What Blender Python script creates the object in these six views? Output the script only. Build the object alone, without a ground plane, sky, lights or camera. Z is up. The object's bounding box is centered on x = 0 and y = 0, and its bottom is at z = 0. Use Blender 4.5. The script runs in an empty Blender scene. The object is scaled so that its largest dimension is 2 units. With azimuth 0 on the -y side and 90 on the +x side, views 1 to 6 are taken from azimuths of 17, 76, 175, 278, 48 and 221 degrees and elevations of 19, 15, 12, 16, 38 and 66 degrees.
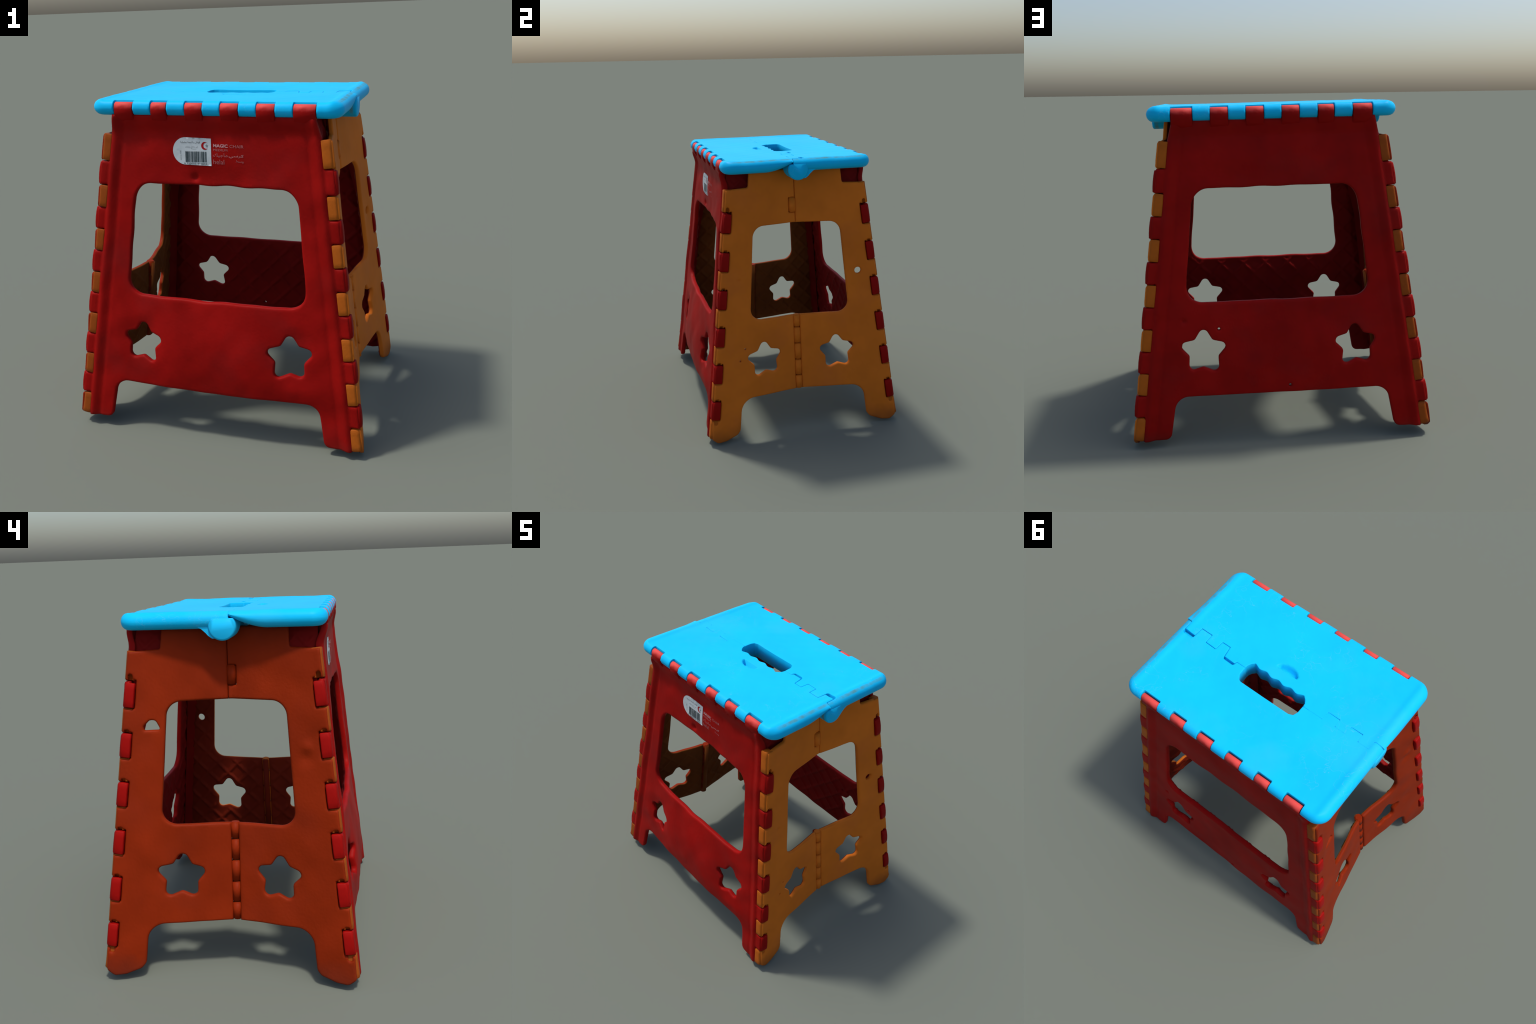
"""Folding plastic step stool: blue two-piece seat, red end panels, orange
side panels that fold in the middle, interlocking corner hinges."""
import bpy, bmesh, math, random
import numpy as np
from mathutils import Vector, Matrix
from mathutils.geometry import delaunay_2d_cdt

random.seed(4)
rng = np.random.default_rng(4)

# ------------------------------------------------------------------ frame
# The stool stands slightly askew: everything is built upright in a local
# frame and leaned by this small affine map.
def lean(p):
    p = np.asarray(p, float)
    q = p.copy()
    q[..., 0] = p[..., 0] + 0.004 + 0.007 * p[..., 2]
    fade = np.clip((1.93 - p[..., 2]) / 0.15, 0, 1)
    t = np.clip(p[..., 1] / 0.5, -1, 1)
    side = p[..., 0] / 0.8
    # the ends are not quite square to each other
    skew = np.where(t < 0, t * np.where(side > 0, 0.007, 0.014) * side, t * (0.002 + 0.009 * np.clip(-side, 0, 1)))
    q[..., 1] = p[..., 1] - 0.0075 + skew * fade
    # the left side splays a little more
    q[..., 0] -= (0.003 + 0.007 * (1 - p[..., 2] / 0.95)) * np.clip(-p[..., 0] / 0.5, 0, 1) * fade
    q[..., 2] = p[..., 2] - 0.0125 * p[..., 0]
    return q

def corner_x(z): return 0.903 - 0.1285 * z      # outer half width at the corner
def corner_y(z): return 0.7125 - 0.1145 * z    # outer half depth at the corner

SEAT_TOP, SEAT_BOTTOM = 1.984, 1.900
# heights where the corner hinge changes between orange tab and red tooth
BREAKS = [1.797, 1.641, 1.50, 1.37, 1.238, 1.11, 0.977, 0.848, 0.716, 0.589, 0.457, 0.331, 0.198]
ORANGE_TABS = [(BREAKS[i + 1], BREAKS[i]) for i in range(0, 12, 2)]
RED_TEETH = [(BREAKS[i + 1], BREAKS[i]) for i in range(1, 12, 2)]
KNUCKLE = 0.056

def smooth(t):
    t = np.clip(t, 0, 1)
    return t * t * (3 - 2 * t)

def bump(x, c, w):
    return np.exp(-((x - c) / w) ** 2)

class Lumps:
    """Low frequency irregularity: a sum of a few random sine waves."""
    def __init__(self, seed, scale, n=9):
        r = np.random.default_rng(seed)
        ang = r.uniform(0, 2 * np.pi, n)
        f = 2 * np.pi / scale * r.uniform(0.5, 1.6, n)
        self.k = np.stack([np.cos(ang) * f, np.sin(ang) * f], 1)
        self.p = r.uniform(0, 2 * np.pi, n)
        self.a = r.uniform(0.4, 1, n)
        self.a /= self.a.sum() * 0.6
    def __call__(self, u, v):
        out = np.zeros_like(u)
        for (kx, ky), p, a in zip(self.k, self.p, self.a):
            out += a * np.sin(kx * u + ky * v + p)
        return out

# ------------------------------------------------------------ 2D outlines
def rounded(points):
    """Polygon with rounded corners from [(x, y, radius), ...]."""
    out = []
    n = len(points)
    for i in range(n):
        x, y, r = points[i]
        if r <= 0:
            out.append((x, y)); continue
        p = np.array((x, y)); a = np.array(points[i - 1][:2]); b = np.array(points[(i + 1) % n][:2])
        da, db = a - p, b - p
        la, lb = np.linalg.norm(da), np.linalg.norm(db)
        da /= la; db /= lb
        cosang = np.clip(np.dot(da, db), -1, 1)
        half = math.acos(cosang) / 2
        fa = 0.95 if points[i - 1][2] == 0 else 0.49
        fb = 0.95 if points[(i + 1) % n][2] == 0 else 0.49
        t = min(r / math.tan(half), la * fa, lb * fb)
        r2 = t * math.tan(half)
        c = p + (da + db) / np.linalg.norm(da + db) * (r2 / math.sin(half))
        s, e = p + da * t - c, p + db * t - c
        a0 = math.atan2(s[1], s[0]); a1 = math.atan2(e[1], e[0])
        d = (a1 - a0 + math.pi) % (2 * math.pi) - math.pi
        steps = max(2, int(abs(d) * r2 / 0.008))
        for k in range(steps + 1):
            t_ = a0 + d * k / steps
            out.append((c[0] + r2 * math.cos(t_), c[1] + r2 * math.sin(t_)))
    return out

def resample(poly, step):
    """Split long edges; keeps the given corners."""
    out = []
    n = len(poly)
    for i in range(n):
        a = np.array(poly[i]); b = np.array(poly[(i + 1) % n])
        l = np.linalg.norm(b - a)
        if l < 1e-7: continue
        k = max(1, int(round(l / step)))
        for j in range(k):
            out.append(tuple(a + (b - a) * j / k))
    return out

def star(cx, cy, r, tilt=0.0, jitter=0.0, seed=0, inner=0.56):
    """Five-pointed star with soft tips and notches."""
    q = random.Random(seed)
    pts = []
    for k in range(10):
        a = math.pi / 2 + tilt + k * math.pi / 5
        rad = r * (1 if k % 2 == 0 else inner) * (1 + q.uniform(-jitter, jitter))
        pts.append((cx + rad * math.cos(a), cy + rad * math.sin(a), 0.028 if k % 2 == 0 else 0.020))
    return rounded(pts)

def disc(cx, cy, r, n=20):
    return [(cx + r * math.cos(2 * math.pi * k / n), cy + r * math.sin(2 * math.pi * k / n)) for k in range(n)]

def inside(pts, loops):
    x, y = pts[:, 0], pts[:, 1]
    res = np.zeros(len(pts), bool)
    for loop in loops:
        L = np.array(loop); M = np.roll(L, -1, 0)
        for (x0, y0), (x1, y1) in zip(L, M):
            if y0 == y1: continue
            c = ((y0 > y) != (y1 > y))
            xi = x0 + (y - y0) * (x1 - x0) / (y1 - y0)
            res ^= c & (x < xi)
    return res

def boundary_distance(pts, segs, chunk=4000):
    A = segs[:, 0]; B = segs[:, 1]; D = B - A
    L2 = np.maximum((D ** 2).sum(1), 1e-12)
    out = np.empty(len(pts)); idx = np.empty(len(pts), int)
    for i in range(0, len(pts), chunk):
        P = pts[i:i + chunk, None, :]
        t = np.clip(((P - A) * D).sum(2) / L2, 0, 1)
        d = np.linalg.norm(P - (A + t[..., None] * D), axis=2)
        idx[i:i + chunk] = d.argmin(1)
        out[i:i + chunk] = d.min(1)
    return out, idx

# ------------------------------------------------- sheet with round edges
def sheet(name, outer, holes, place, step=0.011, edge=0.009, creases=(), seed=1, inner_mat=None, rows_at=None):
    """Plate from a 2D outline. place(u, v, k, side) gives local xyz; k in 0..1
    is the roundness factor at the rim (0 at the very edge), side is +1/-1."""
    loops = [resample(l, step) for l in [outer] + list(holes)]
    P, E, S = [], [], []
    for l in loops:
        base = len(P)
        P += l
        n = len(l)
        E += [(base + i, base + (i + 1) % n) for i in range(n)]
        S += [(l[i], l[(i + 1) % n]) for i in range(n)]
    nb = len(P)
    segs = np.array(S)
    # rows of points just inside the rim
    rows = []
    for off in (rows_at or (0.3, 1.0)):
        for l in loops:
            L = np.array(l)
            t = np.roll(L, -1, 0) - np.roll(L, 1, 0)
            t /= np.maximum(np.linalg.norm(t, axis=1, keepdims=True), 1e-9)
            nrm = np.stack([-t[:, 1], t[:, 0]], 1)
            for s in (1, -1):
                c = L + nrm * s * edge * off
                rows.append((c, off * edge))
    extra = []
    for c, o in rows:
        ok = inside(c, loops)
        c = c[ok]
        if len(c):
            d, _ = boundary_distance(c, segs)
            extra.append(c[d > o * 0.93])
    for line in creases:
        extra.append(np.array(line))
    O = np.array(loops[0])
    lo, hi = O.min(0), O.max(0)
    gx, gy = np.meshgrid(np.arange(lo[0], hi[0], step), np.arange(lo[1], hi[1], step * 0.87))
    gx[1::2] += step / 2
    G = np.stack([gx.ravel(), gy.ravel()], 1)
    G += np.random.default_rng(seed).uniform(-0.12, 0.12, G.shape) * step
    G = G[inside(G, loops)]
    d, _ = boundary_distance(G, segs)
    G = G[d > edge * (max(rows_at) if rows_at else 1) + step * 0.45]
    if creases:
        C = np.concatenate([np.array(l) for l in creases])
        keep = np.ones(len(G), bool)
        for c in C:
            keep &= ((G - c) ** 2).sum(1) > (step * 0.4) ** 2
        G = G[keep]
    pts = np.concatenate([np.array(P)] + extra + [G])
    V2, _, F, *_ = delaunay_2d_cdt([Vector(p) for p in pts], E, [], 0, 1e-6)
    V = np.array([tuple(v) for v in V2])
    T = np.array([f for f in F if len(f) == 3])
    keep = inside(V[T].mean(1), loops)
    T = T[keep]
    a, b, c = V[T[:, 0]], V[T[:, 1]], V[T[:, 2]]
    area = (b[:, 0] - a[:, 0]) * (c[:, 1] - a[:, 1]) - (b[:, 1] - a[:, 1]) * (c[:, 0] - a[:, 0])
    T[area < 0] = T[area < 0][:, ::-1]
    used = np.unique(T)
    remap = -np.ones(len(V), int); remap[used] = np.arange(len(used))
    V = V[used]; T = remap[T]
    e, _ = boundary_distance(V, segs)
    k = np.clip(e / edge, 0, 1)
    k = np.sqrt(np.maximum(0, 1 - (1 - k) ** 2))
    n = len(V)
    global RIM, RIM_WIDE
    RIM_WIDE = smooth((e - 0.010) / 0.08)
    RIM = smooth((e - 0.014) / 0.018)      # ribs fade out before the rim
    top = place(V[:, 0], V[:, 1], k, 1)
    bot = place(V[:, 0], V[:, 1], k, -1)
    # rim quads: directed edges used once
    de = {}
    for t in T:
        for i in range(3):
            de[(t[i], t[(i + 1) % 3])] = 1
    rim = [(i, j) for (i, j) in de if (j, i) not in de]
    verts = np.concatenate([top, bot])
    faces = [tuple(t) for t in T] + [tuple(x + n for x in t[::-1]) for t in T]
    faces += [(i, i + n, j + n, j) for i, j in rim]
    faces = [tuple(int(x) for x in f) for f in faces]
    me = mesh_from(name, lean(verts), faces)
    if inner_mat is not None:      # slot 0 outside, slot 1 the ribbed inner face
        me.materials.append(inner_mat[0]); me.materials.append(inner_mat[1])
        idx = np.zeros(len(faces), np.int32); idx[len(T):2 * len(T)] = 1
        me.polygons.foreach_set("material_index", idx)
    return me

def mesh_from(name, verts, faces, is_smooth=True):
    me = bpy.data.meshes.new(name)
    me.from_pydata([tuple(v) for v in verts], [], faces)
    me.update()
    bm = bmesh.new(); bm.from_mesh(me)
    bmesh.ops.recalc_face_normals(bm, faces=bm.faces)
    bm.to_mesh(me); bm.free()
    if is_smooth:
        me.polygons.foreach_set("use_smooth", [True] * len(me.polygons))
    return me

# -------------------------------------------------------------- materials
def material(name, base, variation=0.12, rough=0.5, mottle=6.0, tints=(), grain=0.02, bump_scale=60, spec=0.05):
    """Plastic: base colour with slow mottling, plus optional masked tints
    [(colour, builder(nodes, links, coord) -> factor socket)]."""
    m = bpy.data.materials.new(name); m.use_nodes = True
    nt = m.node_tree; N, L = nt.nodes, nt.links
    bs = N["Principled BSDF"]
    tc = N.new("ShaderNodeTexCoord")
    no = N.new("ShaderNodeTexNoise"); no.inputs["Scale"].default_value = mottle
    no.inputs["Detail"].default_value = 5; no.inputs["Roughness"].default_value = 0.55
    L.new(tc.outputs["Object"], no.inputs["Vector"])
    ramp = N.new("ShaderNodeValToRGB")
    lo = tuple(c * (1 - variation) for c in base); hi = tuple(min(1, c * (1 + variation)) for c in base)
    ramp.color_ramp.elements[0].position = 0.3; ramp.color_ramp.elements[0].color = (*lo, 1)
    ramp.color_ramp.elements[1].position = 0.7; ramp.color_ramp.elements[1].color = (*hi, 1)
    L.new(no.outputs["Fac"], ramp.inputs["Fac"])
    col = ramp.outputs["Color"]
    for tint, builder in tints:
        mx = N.new("ShaderNodeMix"); mx.data_type = 'RGBA'
        L.new(builder(N, L, tc.outputs["Object"]), mx.inputs["Factor"])
        L.new(col, mx.inputs["A"]); mx.inputs["B"].default_value = (*tint, 1)
        col = mx.outputs["Result"]
    L.new(col, bs.inputs["Base Color"])
    bs.inputs["Roughness"].default_value = rough
    bs.inputs["Specular IOR Level"].default_value = spec
    n2 = N.new("ShaderNodeTexNoise"); n2.inputs["Scale"].default_value = bump_scale
    n2.inputs["Detail"].default_value = 3
    L.new(tc.outputs["Object"], n2.inputs["Vector"])
    bp = N.new("ShaderNodeBump"); bp.inputs["Strength"].default_value = grain * 5
    bp.inputs["Distance"].default_value = 0.01
    L.new(n2.outputs["Fac"], bp.inputs["Height"]); L.new(bp.outputs["Normal"], bs.inputs["Normal"])
    return m

def mask_noise(scale, lo, hi, amount):
    def build(N, L, co):
        n = N.new("ShaderNodeTexNoise"); n.inputs["Scale"].default_value = scale
        n.inputs["Detail"].default_value = 4
        L.new(co, n.inputs["Vector"])
        r = N.new("ShaderNodeMapRange"); r.inputs["From Min"].default_value = lo
        r.inputs["From Max"].default_value = hi; r.inputs["To Max"].default_value = amount
        L.new(n.outputs["Fac"], r.inputs["Value"])
        return r.outputs["Result"]
    return build

def mask_low(z0, z1, amount, scale=9):
    """Dirt where the feet meet the floor, broken up by noise."""
    def build(N, L, co):
        g = N.new("ShaderNodeNewGeometry"); co = g.outputs["Position"]
        s = N.new("ShaderNodeSeparateXYZ"); L.new(co, s.inputs[0])
        n = N.new("ShaderNodeTexNoise"); n.inputs["Scale"].default_value = scale
        L.new(co, n.inputs["Vector"])
        ad = N.new("ShaderNodeMath"); ad.operation = 'MULTIPLY_ADD'
        L.new(n.outputs["Fac"], ad.inputs[0]); ad.inputs[1].default_value = 0.12
        L.new(s.outputs["Z"], ad.inputs[2])
        r = N.new("ShaderNodeMapRange")
        r.inputs["From Min"].default_value = z1 + 0.06; r.inputs["From Max"].default_value = z0 + 0.06
        r.inputs["To Max"].default_value = amount
        L.new(ad.outputs[0], r.inputs["Value"])
        return r.outputs["Result"]
    return build

def mask_cracks(scale, width, amount):
    """Fine hair lines: edges of a distorted Voronoi pattern, patchy."""
    def build(N, L, co):
        n = N.new("ShaderNodeTexNoise"); n.inputs["Scale"].default_value = scale * 1.6
        L.new(co, n.inputs["Vector"])
        mx = N.new("ShaderNodeMix"); mx.data_type = 'VECTOR'; mx.inputs["Factor"].default_value = 0.25
        L.new(co, mx.inputs[4]); L.new(n.outputs["Color"], mx.inputs[5])
        v = N.new("ShaderNodeTexVoronoi"); v.feature = 'DISTANCE_TO_EDGE'
        v.inputs["Scale"].default_value = scale
        L.new(mx.outputs[1], v.inputs["Vector"])
        r = N.new("ShaderNodeMapRange"); r.inputs["From Min"].default_value = width
        r.inputs["From Max"].default_value = 0; r.inputs["To Max"].default_value = amount
        L.new(v.outputs["Distance"], r.inputs["Value"])
        p = N.new("ShaderNodeTexNoise"); p.inputs["Scale"].default_value = 3.3
        L.new(co, p.inputs["Vector"])
        r2 = N.new("ShaderNodeMapRange"); r2.inputs["From Min"].default_value = 0.48; r2.inputs["From Max"].default_value = 0.62
        L.new(p.outputs["Fac"], r2.inputs["Value"])
        mu = N.new("ShaderNodeMath"); mu.operation = 'MULTIPLY'
        L.new(r.outputs["Result"], mu.inputs[0]); L.new(r2.outputs["Result"], mu.inputs[1])
        return mu.outputs[0]
    return build

def mask_rim_band(x0, x1, y_end, amount):
    """Grey-green strip along one short edge of the seat."""
    def build(N, L, co):
        s = N.new("ShaderNodeSeparateXYZ"); L.new(co, s.inputs[0])
        def band(sock, a, b, soft):
            m1 = N.new("ShaderNodeMapRange"); m1.interpolation_type = 'SMOOTHSTEP'
            m1.inputs["From Min"].default_value = a - soft; m1.inputs["From Max"].default_value = a + soft
            L.new(sock, m1.inputs["Value"])
            m2 = N.new("ShaderNodeMapRange"); m2.interpolation_type = 'SMOOTHSTEP'
            m2.inputs["From Min"].default_value = b + soft; m2.inputs["From Max"].default_value = b - soft
            L.new(sock, m2.inputs["Value"])
            mm = N.new("ShaderNodeMath"); mm.operation = 'MULTIPLY'
            L.new(m1.outputs[0], mm.inputs[0]); L.new(m2.outputs[0], mm.inputs[1])
            return mm.outputs[0]
        n = N.new("ShaderNodeTexNoise"); n.inputs["Scale"].default_value = 14; n.inputs["Detail"].default_value = 6
        L.new(co, n.inputs["Vector"])
        r = N.new("ShaderNodeMapRange"); r.inputs["From Min"].default_value = 0.3; r.inputs["From Max"].default_value = 0.65
        r.inputs["To Max"].default_value = amount
        L.new(n.outputs["Fac"], r.inputs["Value"])
        a = N.new("ShaderNodeMath"); a.operation = 'MULTIPLY'
        L.new(band(s.outputs["X"], x0, x1, 0.006), a.inputs[0]); L.new(band(s.outputs["Y"], -y_end, y_end, 0.03), a.inputs[1])
        b = N.new("ShaderNodeMath"); b.operation = 'MULTIPLY'
        L.new(a.outputs[0], b.inputs[0]); L.new(r.outputs["Result"], b.inputs[1])
        return b.outputs[0]
    return build

DIRT = (0.045, 0.018, 0.012)
RED = material("red_plastic", (0.285, 0.0048, 0.0036), 0.18, 0.48, 4.0,
               [((0.19, 0.010, 0.009), mask_noise(3.2, 0.52, 0.75, 0.5)), (DIRT, mask_low(0.02, 0.12, 0.35))])
def mask_painted_sun(z0, z1, amount):
    """Sunlight painted as a paler crown on a part, in its own coordinates."""
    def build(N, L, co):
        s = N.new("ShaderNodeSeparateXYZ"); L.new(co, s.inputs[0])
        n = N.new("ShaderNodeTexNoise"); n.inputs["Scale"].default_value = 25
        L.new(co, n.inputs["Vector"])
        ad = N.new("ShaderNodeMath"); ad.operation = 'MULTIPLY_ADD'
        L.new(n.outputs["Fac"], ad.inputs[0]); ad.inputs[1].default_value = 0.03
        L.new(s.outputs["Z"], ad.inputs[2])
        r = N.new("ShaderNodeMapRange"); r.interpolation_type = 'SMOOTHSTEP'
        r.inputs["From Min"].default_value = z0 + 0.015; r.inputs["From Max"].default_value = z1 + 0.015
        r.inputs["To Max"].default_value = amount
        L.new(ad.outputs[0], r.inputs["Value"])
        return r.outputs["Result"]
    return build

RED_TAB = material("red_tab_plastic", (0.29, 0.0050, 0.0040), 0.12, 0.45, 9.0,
                   [((0.74, 0.085, 0.075), mask_painted_sun(0.035, 0.072, 0.9))])  # pale tint paints the sun's brightness onto the tab tops
AMBER = material("amber_plastic", (0.66, 0.160, 0.015), 0.10, 0.5, 3.5,
                 [((0.56, 0.130, 0.024), mask_noise(2.6, 0.5, 0.72, 0.5)), (DIRT, mask_low(0.02, 0.14, 0.45))])
ORANGE_TAB = material("orange_tab_plastic", (0.29, 0.062, 0.009), 0.14, 0.45, 12.0, [(DIRT, mask_low(0.02, 0.10, 0.4))])
AMBER_TAB = material("amber_tab_plastic", (0.44, 0.105, 0.011), 0.14, 0.45, 12.0, [(DIRT, mask_low(0.02, 0.10, 0.4))])
RUST = material("orange_plastic_baked_shade", (0.225, 0.0195, 0.0030), 0.12, 0.5, 3.5,  # one orange plastic; base darkened and reddened with this side's baked lighting
                [((0.19, 0.019, 0.006), mask_noise(2.8, 0.5, 0.74, 0.5)), (DIRT, mask_low(0.02, 0.16, 0.5))])
RED_INNER = material("red_inner_shade_darkened", (0.20, 0.006, 0.005), 0.15, 0.6, 4.0)  # inner colours, these three, lowered to hold the shade inside the stool
RUST_INNER = material("orange_inner_shade_tinted_red", (0.17, 0.016, 0.006), 0.15, 0.6, 4.0)
AMBER_INNER = material("orange_inner_shade_tinted_brown", (0.19, 0.050, 0.010), 0.15, 0.6, 4.0)
BLUE = material("blue_plastic", (0.006, 0.495, 0.87), 0.05, 0.42, 2.5,
                [((0.03, 0.48, 0.84), mask_noise(2.2, 0.5, 0.75, 0.6)),
                 ((0.30, 0.44, 0.80), mask_cracks(7.0, 0.010, 0.15)),
                 ((0.09, 0.27, 0.30), mask_rim_band(0.704, 0.724, 0.46, 0.95))], grain=0.008)
PAPER = material("label_paper", (0.52, 0.56, 0.57), 0.06, 0.5, 20)
INK = material("black_ink", (0.035, 0.050, 0.050), 0.2, 0.6, 40)
GREY_INK = material("grey_ink", (0.22, 0.25, 0.25), 0.2, 0.6, 40)
RED_INK = material("red_ink", (0.33, 0.008, 0.010), 0.1, 0.6, 40)
PRINT = material("faded_white_print", (0.50, 0.24, 0.24), 0.15, 0.6, 60)
PRINT_DIM = material("worn_white_print", (0.42, 0.13, 0.13), 0.25, 0.6, 60)

# ---------------------------------------------------------------- objects
root = bpy.data.objects.new("folding_step_stool", None)
bpy.context.collection.objects.link(root)
root["label"] = "red and orange plastic folding stool with bright blue seat"
root["category"] = "step stool"

def add(name, me, mat, parent, kind=None):
    ob = bpy.data.objects.new(name, me)
    if mat and not me.materials: me.materials.append(mat)
    bpy.context.collection.objects.link(ob)
    ob.parent = parent
    if kind: ob["kind"] = kind
    return ob

# ---------------------------------------------------------- red end panels
T_RED = 0.036
RIM = 1.0
def waffle(u, v, pitch=0.115, w=0.011):
    """Diagonal reinforcing ribs on the inner face."""
    out = np.zeros_like(u)
    for s in (1, -1):
        q = (u + s * v) / math.sqrt(2) / pitch
        d = np.abs(q - np.round(q)) * pitch
        out = np.maximum(out, smooth(1 - (d - w * 0.4) / w))
    return out

lump_a, lump_b, lump_c = Lumps(3, 0.45), Lumps(8, 0.16), Lumps(21, 0.3)

def front_bow(x, z):
    return 0.046 * np.exp(-np.abs((x + 0.02) / 0.46) ** 3) * np.exp(-((z - 0.545) / 0.275) ** 2)

def red_surface(x, z, end):
    """Outward offset of the panel's outer face from the flat corner plane."""
    ax = np.abs(x)
    inner = corner_x(z) - ax
    out = 0.009 * bump(inner, 0.088, 0.020)                    # column beside the hinge
    out += 0.024 * smooth((z - 1.80) / 0.10)                  # curls out under the seat
    out += -0.006 * smooth((inner - 0.105) / 0.03)
    out += -0.004 * bump(inner, 0.062, 0.008) - 0.003 * bump(inner, 0.140, 0.010)
    if end == 0:    # the printed end is warped: rail bows out, pinched at the stars
        out += front_bow(x, z)
        out += -0.016 * np.exp(-(((x + 0.45) ** 2 + (z - 0.58) ** 2) / 0.13 ** 2) ** 2)
        out += -0.006 * np.exp(-(((x - 0.46) ** 2 + (z - 0.60) ** 2) / 0.13 ** 2) ** 2)
        out += 0.013 * np.exp(-((x - 0.50) / 0.16) ** 2 - ((z - 0.38) / 0.07) ** 2)
        out += -0.016 * np.exp(-((z - 1.56) / 0.10) ** 2) * smooth(1 - ax / 0.5)
        out += -0.016 * np.exp(-((x + 0.105) ** 2 + (z - 1.562) ** 2) / 0.018 ** 2)
        out += 0.004 * lump_a(x, z) + 0.0022 * lump_b(x, z)
    else:
        out += 0.017 * np.exp(-((x + 0.22) / 0.36) ** 2 - ((z - 0.55) / 0.26) ** 2)
        out += 0.008 * np.exp(-((z - 1.70) / 0.10) ** 2) * smooth(1.3 - ax / 0.5)
        out += -0.012 * np.exp(-((x - 0.565) ** 2 + (z - 0.755) ** 2) / 0.012 ** 2)
        out += 0.003 * lump_c(x, z) + 0.0008 * lump_b(x, z)
    return out

def red_outer_y(x, z, end):
    return (corner_y(z) + red_surface(x, z, end)) * (-1 if end == 0 else 1)

def red_outline():
    cut = KNUCKLE + 0.004
    right = []
    right.append((corner_x(0.052) - cut, 0.052, 0.012))
    z_prev = 0.198
    for lo, hi in reversed(RED_TEETH):
        lo2, hi2 = lo + 0.003, hi - 0.003
        right += [(corner_x(lo2) - cut, lo2, 0.004), (corner_x(lo2) - 0.010, lo2, 0),
                  (corner_x(hi2) - 0.010, hi2, 0), (corner_x(hi2) - cut, hi2, 0.004)]
    right += [(corner_x(1.80) - cut, 1.80, 0.01), (0.582, 1.908, 0.004)]
    left = [(-x, z, r) for x, z, r in reversed(right)]
    arch = [(-0.668, 0.056, 0.040), (-0.625, 0.306, 0.085), (0.0, 0.304, 0), (0.625, 0.306, 0.085), (0.668, 0.056, 0.040)]
    # legs: left side descends, then arch, then right side climbs (counter clockwise)
    pts = arch + right + left
    return rounded(pts)

def wavy(poly, lump, amount):
    P = np.array(resample(poly, 0.012))
    d = np.stack([lump(P[:, 0], P[:, 1]), lump(P[:, 1] + 3, P[:, 0] - 2)], 1) * amount
    return [tuple(p) for p in P + d]

def red_holes(end):
    win = rounded([(-0.475, 1.520, 0.105), (-0.545, 0.859, 0.095), (0.545, 0.859, 0.095), (0.475, 1.520, 0.105)])
    win = [(x + 0.008, z) for x, z in win]
    h = [wavy(win, lump_b, 0.004 if end == 0 else 0.0025)]
    h.append(star(0.457, 0.569, 0.154, 0.03, 0.06, 5))
    h.append(star(-0.442, 0.571, 0.150, -0.03, 0.06, 9))
    if end == 1:
        h += [disc(0.362, 0.702, 0.008, 10), disc(-0.048, 0.346, 0.008, 10)]
    return h

def red_place(end):
    def place(u, v, k, side):
        s = red_surface(u, v, end)
        half = T_RED / 2
        d = side * (half - 0.009 + 0.009 * k) - half
        if side < 0:
            d = d - 0.011 * waffle(u, v) * RIM
            if end == 0: d = d - (1.1 * front_bow(u, v) * RIM_WIDE)      # inner face stays flat where the rail bows
        y = (corner_y(v) + s + d) * (-1 if end == 0 else 1)
        return np.stack([u, y, v], 1)
    return place

panels = []
for end in (0, 1):
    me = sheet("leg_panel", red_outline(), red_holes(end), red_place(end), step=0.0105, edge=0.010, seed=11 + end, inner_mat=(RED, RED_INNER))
    panels.append(add("leg_panel", me, RED, root))

# ------------------------------------------------------ orange side panels
T_ORANGE = 0.032
FOLD = {1: 0.148, -1: 0.198}        # right side, left side: how far each has folded in

HINGE_Y = -0.018
LOWER_KNUCKLES = [(0.864, 0.77), (0.77, 0.65), (0.65, 0.53), (0.53, 0.412), (0.412, 0.310)]

def orange_x(y, z, side):
    """Outer face of the side panels, |x|."""
    f = FOLD[side] * np.maximum(0, corner_y(z) - np.sqrt((y - HINGE_Y) ** 2 + 0.015 ** 2) * corner_y(z) / (corner_y(z) - HINGE_Y * np.sign(-y + 1e-9) * -1))
    return corner_x(z) - f

def orange_surface(y, z, side):
    out = np.zeros_like(y)
    ay = np.abs(y)
    if side > 0:
        out += -0.010 * np.exp(-((y + 0.436) ** 2 + (z - 1.164) ** 2) / 0.011 ** 2)
        out += -0.006 * np.exp(-((y - 0.43) ** 2 + (z - 1.155) ** 2) / 0.05 ** 2)
        out += 0.0022 * lump_c(y + 2, z)
    else:
        out += 0.004 * lump_c(y - 3, z) + 0.0018 * lump_b(y, z)
        out += 0.008 * np.exp(-((y + 0.43) ** 2 + (z - 1.29) ** 2) / 0.03 ** 2)
        out -= 0.008 * np.exp(-((y + 0.43) ** 2 + (z - 1.23) ** 2) / 0.04 ** 2)
    out += -0.010 * np.exp(-((ay - 0.27) / 0.11) ** 2 - ((z - 0.60) / 0.12) ** 2)
    return out

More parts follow.
